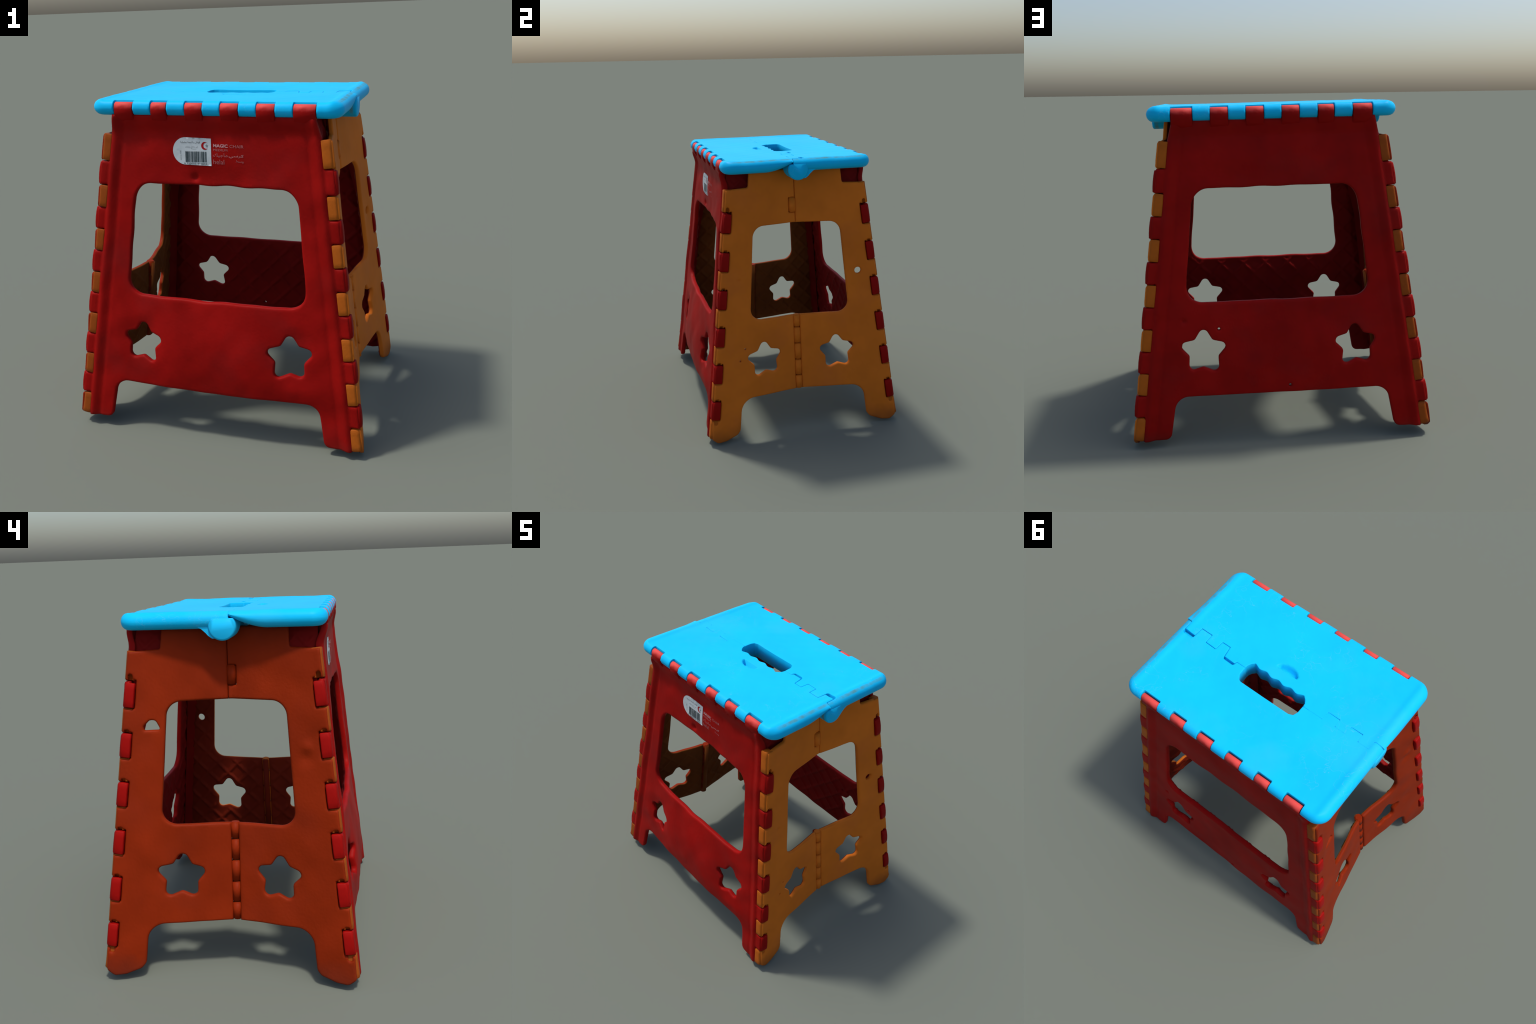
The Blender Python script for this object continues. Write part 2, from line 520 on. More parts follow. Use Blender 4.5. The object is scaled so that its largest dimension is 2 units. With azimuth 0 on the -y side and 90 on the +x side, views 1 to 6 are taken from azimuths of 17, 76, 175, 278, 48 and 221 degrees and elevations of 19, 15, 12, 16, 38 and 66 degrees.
def orange_outline(half, side):
    """One folding half in (|y| along panel, z); half=+1 is y>0."""
    cut = KNUCKLE + 0.008
    pts = []
    # foot sole from inner corner to outer
    pts += [(0.478, 0.085, 0.03), (0.500, 0.058, 0.03), (0.585, 0.028, 0.05), (0.650, 0.024, 0.04), (corner_y(0.06) - 0.014, 0.062, 0.02)]
    tabs = sorted(ORANGE_TABS)
    pts += [(corner_y(0.190) - 0.010, 0.190, 0.0)]
    prev_top = 0.190
    c0 = corner_y(0.190)
    pts += [(c0 - 0.022, 0.190, 0), (c0 - 0.022, 0.163, 0.009), (c0 - 0.045, 0.163, 0.009), (c0 - 0.045, 0.190, 0)]
    pts += [(c0 - cut, 0.190, 0.006)]
    for lo, hi in tabs:
        lo2, hi2 = lo + 0.004, hi - 0.006
        if hi > 1.75: hi2 = 1.790
        kh = 0.030 if hi > 1.75 else 0.012        # keyhole above each red tooth
        c0 = corner_y(lo2)
        pts += [(c0 - cut, lo2, 0.006), (c0 - 0.045, lo2, 0), (c0 - 0.045, lo2 + kh, kh * 0.4), (c0 - 0.022, lo2 + kh, kh * 0.4),
                (c0 - 0.022, lo2, 0), (c0 - 0.010, lo2, 0),
                (corner_y(hi2) - 0.010, hi2, 0.0)]
        if hi < 1.75:
            pts += [(corner_y(hi2) - cut, hi2, 0.006)]
    pts += [(0.338, 1.795, 0.012), (0.330, 1.902, 0)]
    # centre line
    if half > 0:
        e = 0.0015
        pts += [(e, 1.902, 0), (e, 1.527, 0)]
        inner_low = 0.004
    else:
        e = 0.0
        pts += [(e, 1.902, 0), (e, 1.702, 0), (0.045, 1.702, 0.003), (0.045, 1.598, 0.003), (e, 1.598, 0), (e, 1.527, 0)]
        inner_low = 0.040
    w_top, w_bot = (0.315, 0.366)
    pts += [(w_top, 1.523, 0.082), (w_bot, 0.864, 0.080)]
    pts += [(inner_low, 0.861, 0), (inner_low, 0.312, 0)]
    pts += [(0.455, 0.308, 0.100)]
    return rounded(pts)

def orange_holes(half, side):
    h = [star(0.268, 0.572, 0.153, 0.05 * half, 0.06, 30 + half + side)]
    if side > 0 and half > 0:
        h.append(disc(0.438, 1.160, 0.0235))
    if side < 0 and half > 0:
        h.append(rounded([(0.350, 1.378, 0.008), (0.436, 1.378, 0.008), (0.434, 1.402, 0.01), (0.405, 1.432, 0.02), (0.375, 1.430, 0.02)]))
    if side > 0 and half < 0:
        h += [disc(0.414, 0.672, 0.005, 8), disc(0.455, 0.590, 0.005, 8)]
    return h

def panel_depth(y, z, side):
    w = corner_y(z)
    dist = np.clip(1 - np.abs(y - HINGE_Y) / np.where(y > HINGE_Y, w - HINGE_Y, w + HINGE_Y), 0, 1)
    return corner_x(z) - FOLD[side] * w * dist

def orange_place(half, side):
    def place(u, v, k, sd):
        y = u * half
        s = orange_surface(y, v, side)
        hf = T_ORANGE / 2
        d = sd * (hf - 0.009 + 0.009 * k) - hf
        if sd < 0:
            d = d - 0.011 * waffle(u + 0.03, v, 0.105) * RIM
        x = (panel_depth(y, v, side) + s + d) * side
        return np.stack([x, y, v], 1)
    return place

side_panels = {}
for side in (1, -1):
    for half in (1, -1):
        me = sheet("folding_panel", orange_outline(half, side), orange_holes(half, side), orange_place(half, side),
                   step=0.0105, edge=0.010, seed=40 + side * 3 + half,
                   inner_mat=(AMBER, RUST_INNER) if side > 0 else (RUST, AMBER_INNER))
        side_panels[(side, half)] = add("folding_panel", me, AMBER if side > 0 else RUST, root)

# ------------------------------------------------------------ hinge pieces
def evaluated_mesh(ob, name):
    dg = bpy.context.evaluated_depsgraph_get()
    me = bpy.data.meshes.new_from_object(ob.evaluated_get(dg))
    me.name = name
    return me

def knuckle_mesh(name, height, w=KNUCKLE, corner=0.022, swell=0.004, end_bevel=0.007, notch=0.0, depth=None):
    """Rounded bar along z with chamfered ends; outer corner at +x +y is rounder.
    Centred in xy, spans 0..height."""
    h = w / 2
    def section(shrink, extra):
        hh = h - shrink
        pts = []
        for cx, cy, r, a0 in ((1, 1, corner, 0), (-1, 1, 0.008, 90), (-1, -1, 0.006, 180), (1, -1, 0.008, 270)):
            for k in range(6):
                a = math.radians(a0 + 90 * k / 5)
                px = cx * (hh - r) + r * math.cos(a) + (extra if cx > 0 else 0)
                py = cy * (hh - r) + r * math.sin(a) + (extra if cy > 0 else 0)
                pts.append((px, py))
        return pts
    levels = [(0, end_bevel, 0), (end_bevel * 0.4, end_bevel * 0.35, 0), (end_bevel, 0, 0)]
    levels += [(height * t, 0, swell * math.sin(math.pi * t)) for t in (0.25, 0.5, 0.75)]
    levels += [(height - end_bevel, 0, 0), (height - end_bevel * 0.4, end_bevel * 0.35, 0), (height, end_bevel, 0)]
    V, F = [], []
    for z, s, e in levels:
        V += [(x, y, z) for x, y in section(s, e)]
    n = 24
    for l in range(len(levels) - 1):
        for i in range(n):
            F.append((l * n + i, l * n + (i + 1) % n, (l + 1) * n + (i + 1) % n, (l + 1) * n + i))
    F.append(tuple(range(n))[::-1]); F.append(tuple((len(levels) - 1) * n + i for i in range(n)))
    me = mesh_from(name, V, F)
    if notch > 0:       # keyhole at the lower end where the pin of the tooth shows
        a = bpy.data.objects.new("helper_a", me); bpy.context.collection.objects.link(a)
        bm = bmesh.new()
        bmesh.ops.create_cube(bm, size=1)
        bm.to_mesh(c := bpy.data.meshes.new("helper_cut")); bm.free()
        b = bpy.data.objects.new("helper_b", c); bpy.context.collection.objects.link(b)
        b.scale = (0.03, 0.024, notch * 2); b.location = (h, -0.004, 0)
        md = a.modifiers.new("cut", 'BOOLEAN'); md.object = b; md.operation = 'DIFFERENCE'; md.solver = 'EXACT'
        bpy.context.view_layer.update()
        me2 = evaluated_mesh(a, name)
        bpy.data.objects.remove(a); bpy.data.objects.remove(b)
        me = me2
        me.polygons.foreach_set("use_smooth", [True] * len(me.polygons))
    return me

def axis_matrix(sx, sy, z0, inset=KNUCKLE / 2, dx=0.0, dy=0.0):
    """Places a knuckle on corner (sx, sy) with its foot at height z0."""
    def pt(z): return np.array([sx * (corner_x(z) - inset + dx), sy * (corner_y(z) - inset + dy), z])
    a, b = lean(pt(z0)), lean(pt(z0 + 0.1))
    w = Vector(b - a).normalized()
    u = Vector((sx, 0, 0)); u = (u - w * u.dot(w)).normalized()
    v = Vector((0, sy, 0)); v = (v - w * v.dot(w) - u * v.dot(u)).normalized()
    M = Matrix.Identity(4)
    for i in range(3):
        M[i][0], M[i][1], M[i][2], M[i][3] = u[i], v[i], w[i], a[i]
    return M

# shorter common lengths; each piece keeps a hair of clearance
tab_len = 0.1275
tooth_len = 0.129
tab_me = knuckle_mesh("hinge_tab", tab_len, notch=0.012, swell=0.0, end_bevel=0.004, corner=0.016)
tab_top_me = knuckle_mesh("hinge_tab", 0.152, notch=0.030, swell=0.0, end_bevel=0.004, corner=0.016)
tooth_me = knuckle_mesh("hinge_tooth", tooth_len, w=0.054, swell=0.003, end_bevel=0.005, corner=0.016)
for m, mt in ((tab_me, AMBER_TAB), (tab_top_me, AMBER_TAB), (tooth_me, RED)):
    m.materials.append(mt)

def foot_tab_mesh():
    """Lowest orange tab with a rounded toe."""
    me = knuckle_mesh("hinge_tab", 0.142, swell=0.001, end_bevel=0.012, corner=0.020)
    for v in me.vertices:
        if v.co.z < 0.05:
            t = (0.05 - v.co.z) / 0.05
            v.co.x += 0.006 * t * (v.co.x > 0); v.co.y += 0.004 * t * (v.co.y > 0)
    me.materials.append(AMBER_TAB)
    return me
foot_me = foot_tab_mesh()

for sx in (1, -1):
    if sx < 0:      # the tabs on this side take a darker, redder orange
        tab_me, tab_top_me, foot_me = (m.copy() for m in (tab_me, tab_top_me, foot_me))
        for m in (tab_me, tab_top_me, foot_me): m.materials[0] = ORANGE_TAB
    for sy in (1, -1):
        holder = side_panels[(sx, sy)]
        for lo, hi in ORANGE_TABS:
            me = tab_top_me if hi > 1.75 else tab_me
            ob = add("hinge_tab", me, None, holder)
            ob.matrix_world = axis_matrix(sx, sy, lo, dx=-0.010 if sx > 0 else -0.014)
        ob = add("hinge_tab", foot_me, None, holder)
        ob.matrix_world = axis_matrix(sx, sy, 0.056, dx=-0.013 if sx > 0 else -0.018)
        for lo, hi in RED_TEETH:
            ob = add("hinge_tooth", tooth_me, None, panels[0 if sy < 0 else 1])
            ob.matrix_world = axis_matrix(sx, sy, lo + 0.001, dx=0.0015, dy=-0.006)

def corner_post(sx, sy):
    """Inner bar behind the interlocking pieces, running up the corner."""
    V, F = [], []
    zs = np.linspace(0.075, 1.775, 12)
    a = 0.042
    for z in zs:
        b = 0.095 + 0.05 * smooth((z - 1.15) / 0.45)
        sec = [(a, a), (b - 0.02, a), (b, a + 0.006), (b - 0.012, a + 0.02), (a + 0.02, b - 0.012), (a + 0.006, b), (a, b - 0.02)]
        V += [(sx * (corner_x(z) - p), sy * (corner_y(z) - q), z) for p, q in sec]
    n = len(sec)
    for l in range(len(zs) - 1):
        F += [(l * n + i, l * n + (i + 1) % n, (l + 1) * n + (i + 1) % n, (l + 1) * n + i) for i in range(n)]
    F += [tuple(range(n)), tuple((len(zs) - 1) * n + i for i in range(n))]
    return mesh_from("corner_post", lean(np.array(V)), F, False)

def side_flange(sx, sy):
    """Ribbed return of the leg panel that closes the corner under the seat."""
    def place(u, v, k, side):
        x = corner_x(v) - KNUCKLE - 0.024 - 0.16 * np.clip(v - 1.80, 0, 1)
        d = side * 0.007
        if side > 0: d = d + 0.006 * waffle(u, v, 0.075, 0.009) * RIM
        return np.stack([sx * (x + d), sy * u, v], 1)
    out = [(0.30, 1.66), (corner_y(1.66) - 0.02, 1.66), (corner_y(1.895) - 0.02, 1.895), (0.30, 1.895)]
    return sheet("side_flange", out, [], place, step=0.009, edge=0.004)

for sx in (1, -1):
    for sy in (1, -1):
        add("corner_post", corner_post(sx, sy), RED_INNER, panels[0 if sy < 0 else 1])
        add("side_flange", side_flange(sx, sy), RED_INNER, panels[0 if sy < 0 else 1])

# middle hinge of the side panels: barrels along the fold
def barrel_mesh(name, length, r=0.026):
    bm = bmesh.new()
    bmesh.ops.create_cone(bm, cap_ends=True, segments=28, radius1=r, radius2=r, depth=length)
    bmesh.ops.bevel(bm, geom=[e for e in bm.edges if len(e.link_faces) == 2 and e.calc_face_angle() > 1.0],
                    offset=0.005, segments=2, affect='EDGES')
    me = bpy.data.meshes.new(name); bm.to_mesh(me); bm.free()
    me.polygons.foreach_set("use_smooth", [abs(p.normal.z) < 0.95 for p in me.polygons])
    return me

def fold_matrix(side, z, sink):
    def pt(zz):
        y = np.array([HINGE_Y]); zz = np.array([zz])
        return np.array([side * (panel_depth(y, zz, side)[0] - sink), HINGE_Y, zz[0]])
    a, b = lean(pt(z)), lean(pt(z + 0.1))
    w = Vector(b - a).normalized(); u = Vector((side, 0, 0)); u = (u - w * u.dot(w)).normalized(); v = w.cross(u)
    M = Matrix.Identity(4)
    for i in range(3):
        M[i][0], M[i][1], M[i][2], M[i][3] = u[i], v[i], w[i], a[i]
    return M

for side in (1, -1):
    for i, (hi, lo) in enumerate(LOWER_KNUCKLES):
        me = barrel_mesh("fold_hinge_barrel", hi - lo - 0.004)
        ob = add("fold_hinge_barrel", me, AMBER if side > 0 else RUST, side_panels[(side, -1 if i % 2 == 0 else 1)])
        ob.matrix_world = fold_matrix(side, (hi + lo) / 2, (0.014 if side > 0 else 0.021) + 0.0015 * (i % 2))
    me = barrel_mesh("fold_hinge_barrel", 0.103, 0.0275)
    ob = add("fold_hinge_barrel", me, AMBER if side > 0 else RUST, side_panels[(side, 1)])
    ob.matrix_world = fold_matrix(side, 1.65, 0.0145 if side > 0 else 0.020)
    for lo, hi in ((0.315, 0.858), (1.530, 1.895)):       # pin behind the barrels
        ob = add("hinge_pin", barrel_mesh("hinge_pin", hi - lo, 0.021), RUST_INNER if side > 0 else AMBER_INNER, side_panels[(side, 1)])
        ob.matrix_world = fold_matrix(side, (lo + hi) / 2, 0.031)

# -------------------------------------------------------------------- seat
SEAT_X0, SEAT_X1 = -0.716, 0.726      # local extents (lean adds the offset)
SEAT_Y0, SEAT_Y1 = -0.528, 0.536
SLOT_IN = 0.482                        # how deep the tab slots are cut from the edges
TAB_X = [(-0.567, -0.452), (-0.345, -0.250), (-0.143, -0.043), (0.060, 0.162), (0.264, 0.363), (0.465, 0.586)]

def seat_boundary():
    """Interlocking joint between the two halves, from +x to -x: (x, y_front, y_back)."""
    return [(0.76, -0.040, -0.040), (0.684, -0.034, -0.034), (0.682, 0.026, 0.052), (0.606, 0.028, 0.054),
            (0.602, -0.034, -0.034), (0.524, -0.034, -0.034), (0.522, 0.024, 0.026), (0.446, 0.026, 0.028),
            (0.442, -0.034, -0.034), (0.384, -0.034, -0.034), (0.370, 0.034, 0.050), (0.294, 0.036, 0.052), (0.288, 0.020, 0.020)]

def seat_half(sign):
    y_edge = SEAT_Y1 if sign > 0 else SEAT_Y0
    yin = y_edge - 0.048 * sign
    R = 0.085
    gap = 0.0018
    joint = []
    for x, yf, yb in seat_boundary():
        if sign < 0: joint.append((x, yf - (gap if yf < 0 else 0)))
        else: joint.append((x, yb + gap))
    jr = [(x, y, 0.016 if (sign > 0 and y > 0.045) else 0.003) for x, y in joint]
    # narrow along x so teeth have clearance
    jr = [(x + (0.001 if (sign < 0) else -0.001) * (1 if i % 4 in (0, 3) else -1), y, r) for i, (x, y, r) in enumerate(jr)]
    jr[0] = (SEAT_X1, jr[0][1], 0)
    slot_end_r = [(0.232, 0.020 + 0.0004 * sign, 0)]
    slot_end_l = [(-0.200, 0.020 + 0.0004 * sign, 0)]
    g = 0.0006 if sign > 0 else 0
    left = [(-0.332, 0.020 + 0.0004 * sign, 0), (-0.334, -0.036 + g, 0), (-0.414, -0.036 + g + (0.0022 * (sign > 0)), 0), (-0.416, 0.018 + g, 0),
            (-0.490, 0.018 + g, 0), (-0.492, -0.037 + g, 0), (-0.570, -0.037 + g + (0.0022 * (sign > 0)), 0), (-0.572, 0.018 + g, 0), (-0.646, 0.018 + g, 0),
            (-0.648, -0.038 + g, 0), (SEAT_X0, -0.038 + g, 0)]
    # handle slot walls: straight at the back, finger grips at the front
    if sign > 0:
        slot = rounded_path([(0.226, 0.0204), (0.222, 0.075), (0.205, 0.104), (0.185, 0.109), (-0.160, 0.109), (-0.186, 0.098), (-0.196, 0.070), (-0.196, 0.0204)])
    else:
        grips = []
        n = 40
        for i in range(n + 1):
            x = 0.195 - 0.355 * i / n
            grips.append((x, -0.026 - 0.006 * math.cos((x - 0.02) / 0.355 * 2 * math.pi * 4) - 0.008 * smooth(abs(x - 0.018) / 0.18 - 0.2)))
        slot = [(0.226, 0.0196), (0.224, 0.0), (0.214, -0.020)] + grips + [(-0.180, -0.022), (-0.194, 0.0), (-0.196, 0.0196)]
    joint_line = jr + [(x, y, 0) for x, y in slot] + left
    # outer edge from -x back to +x with slots for the red tabs
    edge = [(SEAT_X0, y_edge, R)]
    for a, b in TAB_X:
        edge += [(a - 0.003, y_edge, 0), (a - 0.003, yin, 0.006), (b + 0.003, yin, 0.006), (b + 0.003, y_edge, 0)]
    edge += [(SEAT_X1, y_edge, R)]
    poly = joint_line + edge
    return rounded(poly)

def rounded_path(p): return p

R_EDGE = 0.040
def outer_round(u, v):
    """0..1 roundness from the distance to the seat's plain outline."""
    R = 0.085
    cx, cy = (SEAT_X0 + SEAT_X1) / 2, (SEAT_Y0 + SEAT_Y1) / 2
    hx, hy = (SEAT_X1 - SEAT_X0) / 2 - R, (SEAT_Y1 - SEAT_Y0) / 2 - R
    qx, qy = np.abs(u - cx) - hx, np.abs(v - cy) - hy
    sd = np.hypot(np.maximum(qx, 0), np.maximum(qy, 0)) + np.minimum(np.maximum(qx, qy), 0) - R
    e = np.clip(-sd / R_EDGE, 0, 1)
    return np.sqrt(np.maximum(0, 1 - (1 - e) ** 2))

def thumb_dent(u, v):
    """Half-moon recess in front of the handle: ramps down to a straight wall."""
    cx, y0 = 0.012, -0.098
    t = np.clip(1 - ((u - cx) / 0.072) ** 2, 0, 1)
    depth_y = 0.054 * np.sqrt(t)
    s = (y0 - v) / np.maximum(depth_y, 1e-5)
    return np.where((t > 0) & (s > 0) & (s < 1), smooth((1 - s) * 1.7) * smooth(t * 4), 0) * 0.040

lump_s, lump_s2 = Lumps(51, 0.5), Lumps(77, 0.12)
def seat_place(sign):
    def place(u, v, k, side):
        ro = outer_round(u, v)
        ro = np.maximum(ro, 0.02)
        bottom = np.full_like(u, SEAT_BOTTOM)
        if sign < 0:   # near the ends the underside sweeps up towards the barrel
            w = np.clip((v + 0.235) / 0.20, 0, 1)
            bottom += 0.062 * smooth((np.abs(u) - 0.42) / 0.14) * w ** 1.8
        # collar around the handle slot hangs lower
        cq = np.hypot(np.maximum(np.abs(u - 0.015) - 0.13, 0), np.maximum(np.abs(v - 0.039) - 0.0, 0)) - 0.072
        bottom -= 0.030 * smooth((0.034 - cq) / 0.012) * (np.abs(u) < 0.27)
        zc, half = (SEAT_TOP + bottom) / 2, (SEAT_TOP - bottom) / 2
        if side > 0:
            z = SEAT_TOP - half * (1 - ro) - 0.002 * (1 - k) * (ro > 0.6) * ((u > 0.24) | (np.abs(v) > 0.3) | (np.abs(v + 0.036) < 0.003) & (u < -0.3) | (np.abs(u) < 0.24))
            z = z + ro * (0.0022 * lump_s(u, v) + 0.0006 * lump_s2(u, v))
            z = z - 0.009 * np.exp(-(v / 0.30) ** 2 - (u / 0.45) ** 2)
            # faint raised border just inside the short edges
            z = z + 0.005 * ro * np.exp(-((np.abs(u - (SEAT_X0 + SEAT_X1) / 2) - 0.665) / 0.02) ** 2)
            z = z - thumb_dent(u, v)
        else:
            z = zc - half * ro
        return np.stack([u, v, z], 1)
    return place

seat_parts = []
for sign in (-1, 1):
    creases = []
    if sign < 0:
        th = np.linspace(-0.071, 0.071, 24)
        creases.append([(0.012 + t, -0.0975) for t in th])
        creases.append([(0.012 + t, -0.1000) for t in th])
        creases.append([(0.012 + t, -0.098 - 0.054 * math.sqrt(max(0, 1 - (t / 0.072) ** 2)) - 0.001) for t in th])
    me = sheet("seat_half", seat_half(sign), [], seat_place(sign), step=0.009, edge=0.005, creases=creases, seed=60 + sign,
               rows_at=(0.12, 0.5, 1.0, 2.0, 3.4, 5.0))
    seat_parts.append(add("seat_half", me, BLUE, root))

# barrels under the joint, one at each end of the seat
def seat_barrel(x0, x1, r=0.071):
    V, F = [], []
    n = 40
    xs = [(x0, r - 0.010), (x0 + 0.003, r - 0.004), (x0 + 0.010, r), (x1 - 0.010, r), (x1 - 0.003, r - 0.004), (x1, r - 0.010)]
    for x, rr in xs:
        for i in range(n):
            a = 2 * math.pi * i / n
            y, z = rr * math.cos(a), rr * math.sin(a)
            z = min(z, 0.040)
            V.append((x, -0.004 + y, 1.912 + z))
    m = len(xs)
    for l in range(m - 1):
        for i in range(n):
            F.append((l * n + i, l * n + (i + 1) % n, (l + 1) * n + (i + 1) % n, (l + 1) * n + i))
    F.append(tuple(range(n))); F.append(tuple((m - 1) * n + i for i in range(n)))
    return mesh_from("seat_hinge_barrel", lean(np.array(V)), F)
add("seat_hinge_barrel", seat_barrel(0.30, SEAT_X1 + 0.001), BLUE, seat_parts[1])
add("seat_hinge_barrel", seat_barrel(SEAT_X0 - 0.001, -0.27), BLUE, seat_parts[1])

def barrel_fillet(x0, x1):
    """Web that blends the barrel into the underside of the rear half."""
    prof = [(0.0, 1.945), (0.125, 1.945), (0.125, 1.912), (0.102, 1.900), (0.082, 1.882), (0.068, 1.866), (0.05, 1.853), (0.0, 1.85)]
    V = [(x, y, z) for x in (x0, x1) for y, z in prof]
    n = len(prof)
    F = [(i, (i + 1) % n, n + (i + 1) % n, n + i) for i in range(n)] + [tuple(range(n)), tuple(range(n, 2 * n))]
    return mesh_from("barrel_web", lean(np.array(V)), F, False)
add("barrel_web", barrel_fillet(0.30, SEAT_X1 - 0.013), BLUE, seat_parts[1])
add("barrel_web", barrel_fillet(SEAT_X0 + 0.013, -0.27), BLUE, seat_parts[1])

# red tabs that wrap the seat's long edges and continue into the leg panels
def seat_tab_mesh(width):
    """Profile in (outward, z); origin on the seat edge line at z=1.9."""
    prof = [(-0.044, 0.020), (-0.044, 0.060), (-0.037, 0.072), (-0.024, 0.075), (-0.011, 0.068), (-0.002, 0.050), (0.001, 0.030),
            (0.001, 0.014), (-0.005, -0.004), (-0.013, -0.018), (-0.026, -0.034), (-0.044, -0.044), (-0.044, 0.0)]
    bev = 0.004
    xs = [(0, bev), (bev, 0), (width - bev, 0), (width, bev)]
    V, F = [], []
    P = np.array(prof); c = P.mean(0)
    for x, s in xs:
        d = P - c
        q = P - d / np.linalg.norm(d, axis=1, keepdims=True) * s
        V += [(x - width / 2, a, b) for a, b in q]
    n = len(prof)
    for l in range(3):
        for i in range(n):
            F.append((l * n + i, l * n + (i + 1) % n, (l + 1) * n + (i + 1) % n, (l + 1) * n + i))
    F.append(tuple(range(n))); F.append(tuple(3 * n + i for i in range(n)))
    me = mesh_from("seat_tab", V, F)
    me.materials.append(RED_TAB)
    return me
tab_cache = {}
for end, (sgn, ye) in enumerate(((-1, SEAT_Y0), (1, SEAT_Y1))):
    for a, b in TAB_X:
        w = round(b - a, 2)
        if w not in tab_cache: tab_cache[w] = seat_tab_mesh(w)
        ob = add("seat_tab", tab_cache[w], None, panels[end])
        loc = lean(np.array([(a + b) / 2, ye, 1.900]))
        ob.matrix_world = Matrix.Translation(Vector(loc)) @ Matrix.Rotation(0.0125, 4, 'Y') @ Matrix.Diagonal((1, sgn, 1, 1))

# ------------------------------------------------------ label and printing
def on_panel(me_name, pts2, faces, lift):
    """Wraps flat (x, z) geometry onto the printed leg panel. Coordinates are
    those of the finished stool, so the lean is undone first."""
    P = np.array(pts2, float)
    z = P[:, 1] + 0.0125 * P[:, 0]
    x = P[:, 0] - 0.004 - 0.007 * z
    y = red_outer_y(x, z, 0) - lift
    return mesh_from(me_name, lean(np.stack([x, y, z], 1)), faces)

def flat_patch(name, outer, holes, lift, mat, parent, step=0.012):
    loops = [resample(l, step) for l in [outer] + list(holes)]
    P, E = [], []
    for l in loops:
        b = len(P); P += l
        E += [(b + i, b + (i + 1) % len(l)) for i in range(len(l))]
    O = np.array(loops[0]); lo, hi = O.min(0), O.max(0)
    gx, gy = np.meshgrid(np.arange(lo[0], hi[0], step), np.arange(lo[1], hi[1], step))
    G = np.stack([gx.ravel(), gy.ravel()], 1)
    segs = np.array([(P[i], P[j]) for i, j in E])
    G = G[inside(G, loops)]
    if len(G):
        d, _ = boundary_distance(G, segs); G = G[d > step * 0.4]
    pts = [Vector(p) for p in P] + [Vector(p) for p in G]
    V2, _, F, *_ = delaunay_2d_cdt(pts, E, [], 0, 1e-7)
    V = np.array([tuple(v) for v in V2]); T = np.array([f for f in F])
    T = T[inside(V[T].mean(1), loops)]
    return add(name, on_panel(name, V, [tuple(int(i) for i in t) for t in T], lift), mat, parent)

lab_outer = [(0.012, 1.632), (0.012, 1.782)] + \
    [(-0.140 + 0.0755 * math.cos(a), 1.7125 + 0.0755 * math.sin(a)) for a in np.linspace(math.pi / 2, 1.5 * math.pi, 28)]
label = flat_patch("product_label", lab_outer, [], 0.0016, PAPER, root)

def text_patch(name, body, x, z, width, height, lift, mat, parent, bold=0.0, vertical=False):
    cu = bpy.data.curves.new("helper_text", 'FONT')
    cu.body = body; cu.size = 1.0; cu.offset = bold; cu.resolution_u = 3; cu.fill_mode = 'FRONT'
    ob = bpy.data.objects.new("helper_text", cu); bpy.context.collection.objects.link(ob)
    bpy.context.view_layer.update()
    me = evaluated_mesh(ob, name)
    bpy.data.objects.remove(ob)
    V = np.array([v.co[:2] for v in me.vertices])
    if len(V) == 0: return
    lo, hi = V.min(0), V.max(0)
    V = (V - lo) / (hi - lo)
    if vertical: V = np.stack([1 - V[:, 1], V[:, 0]], 1)
    V = V * (width, height) + (x, z)
    V[:, 1] -= (V[:, 0] - x) * 0.02
    F = [tuple(p.vertices) for p in me.polygons]
    bpy.data.meshes.remove(me)
    return add(name, on_panel(name, V, F, lift), mat, parent)

P0 = panels[0]
text_patch("printed_word", "MAGIC", 0.025, 1.736, 0.085, 0.018, 0.0016, PRINT, P0, 0.03)
text_patch("printed_word", "CHAIR", 0.121, 1.734, 0.079, 0.017, 0.0016, PRINT_DIM, P0)
text_patch("printed_word", "MEDIUM", 0.025, 1.716, 0.083, 0.012, 0.0016, PRINT_DIM, P0)
# Arabic in presentation forms, written left to right for the text object
KURSI = "\uFEF2\uFEB3\uFEAE\uFEDB"
MAJIK = "\uFEDA\uFEF4\uFE9F\uFE8E\uFEE3"
WASAT = "\uFEC2\uFEB3\uFEED"
text_patch("printed_word", MAJIK, 0.023, 1.680, 0.086, 0.026, 0.0016, PRINT_DIM, P0)
text_patch("printed_word", KURSI, 0.115, 1.677, 0.085, 0.022, 0.0016, PRINT, P0)
text_patch("printed_word", WASAT, 0.153, 1.651, 0.046, 0.018, 0.0016, PRINT_DIM, P0)
text_patch("printed_word", "helal", 0.024, 1.644, 0.064, 0.026, 0.0016, PRINT_DIM, P0)

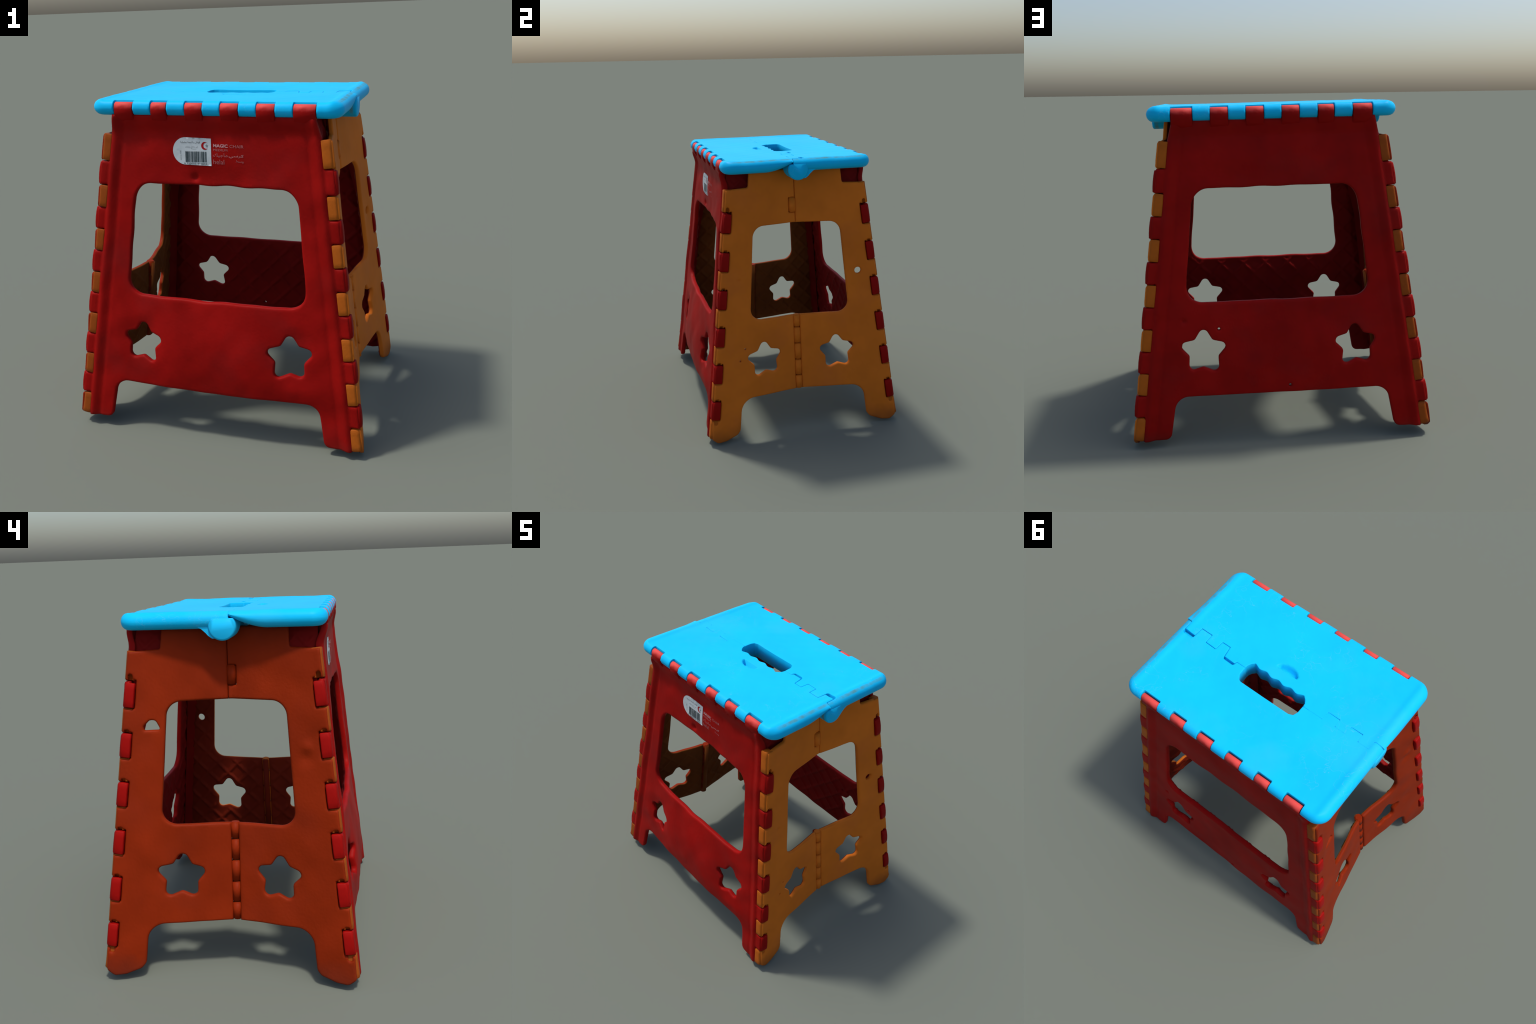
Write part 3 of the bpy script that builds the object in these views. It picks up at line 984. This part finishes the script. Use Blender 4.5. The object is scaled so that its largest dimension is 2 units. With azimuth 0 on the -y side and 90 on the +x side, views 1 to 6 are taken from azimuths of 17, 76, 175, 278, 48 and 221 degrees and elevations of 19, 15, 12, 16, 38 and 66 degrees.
HILAL_LINE = "\uFE94\uFEF4\uFED3\uFEAE\uFEB8\uFEE3 \uFE94\uFEE3\uFEA0\uFEE8\uFEDF\uFE8D \uFEED \uFEDD\uFEFC\uFEEC\uFEDF\uFE8D"
text_patch("label_text", HILAL_LINE, -0.170, 1.755, 0.116, 0.013, 0.0026, INK, label)
text_patch("label_text", "\uFEAE\uFEB8\uFE91\uFEED \uFEDD\uFEFC\uFEEB \uFEED\uFE91\uFE8D", -0.142, 1.731, 0.075, 0.011, 0.0026, GREY_INK, label)
text_patch("label_text", "\uFE94\uFEE8\uFEF4\uFE9F", -0.108, 1.722, 0.034, 0.007, 0.0026, GREY_INK, label)
text_patch("label_text", "item no 41085", -0.174, 1.662, 0.008, 0.055, 0.0026, GREY_INK, label, vertical=True)
text_patch("label_text", "6 223003 410859", -0.150, 1.6405, 0.136, 0.0095, 0.0026, INK, label)

# bar code: a run of bars of varying width
def barcode():
    q = random.Random(12)
    V, F = [], []
    x = -0.141
    while x < -0.016:
        w = q.choice((0.0012, 0.0012, 0.0024, 0.0036)); g = q.choice((0.0012, 0.0012, 0.0024))
        b = len(V)
        for z in (1.652, 1.672, 1.692, 1.711):
            V += [(x, z), (x + w, z)]
        F += [(b + 2 * i, b + 2 * i + 1, b + 2 * i + 3, b + 2 * i + 2) for i in range(3)]
        x += w + g
    return add("bar_code", on_panel("bar_code", V, F, 0.0026), INK, label, "stuff")
barcode()

# crescent and star emblem
def crescent():
    c, r = (-0.0245, 1.7425), 0.0215
    c2, r2 = (-0.0165, 1.7435), 0.0165
    out = []
    for a in np.linspace(math.radians(38), math.radians(318), 30):
        out.append((c[0] + r * math.cos(a), c[1] + r * 1.0 * math.sin(a)))
    for a in np.linspace(math.radians(300), math.radians(58), 24):
        out.append((c2[0] + r2 * math.cos(a), c2[1] + r2 * math.sin(a)))
    return out
flat_patch("label_emblem", crescent(), [], 0.0027, RED_INK, label, 0.006)
flat_patch("label_emblem", [(-0.0135 + r * math.cos(a), 1.7425 + r * math.sin(a)) for r, a in
           [((0.0105 if k % 2 == 0 else 0.0045), math.pi / 2 + k * math.pi / 5) for k in range(10)]], [], 0.0027, GREY_INK, label, 0.006)
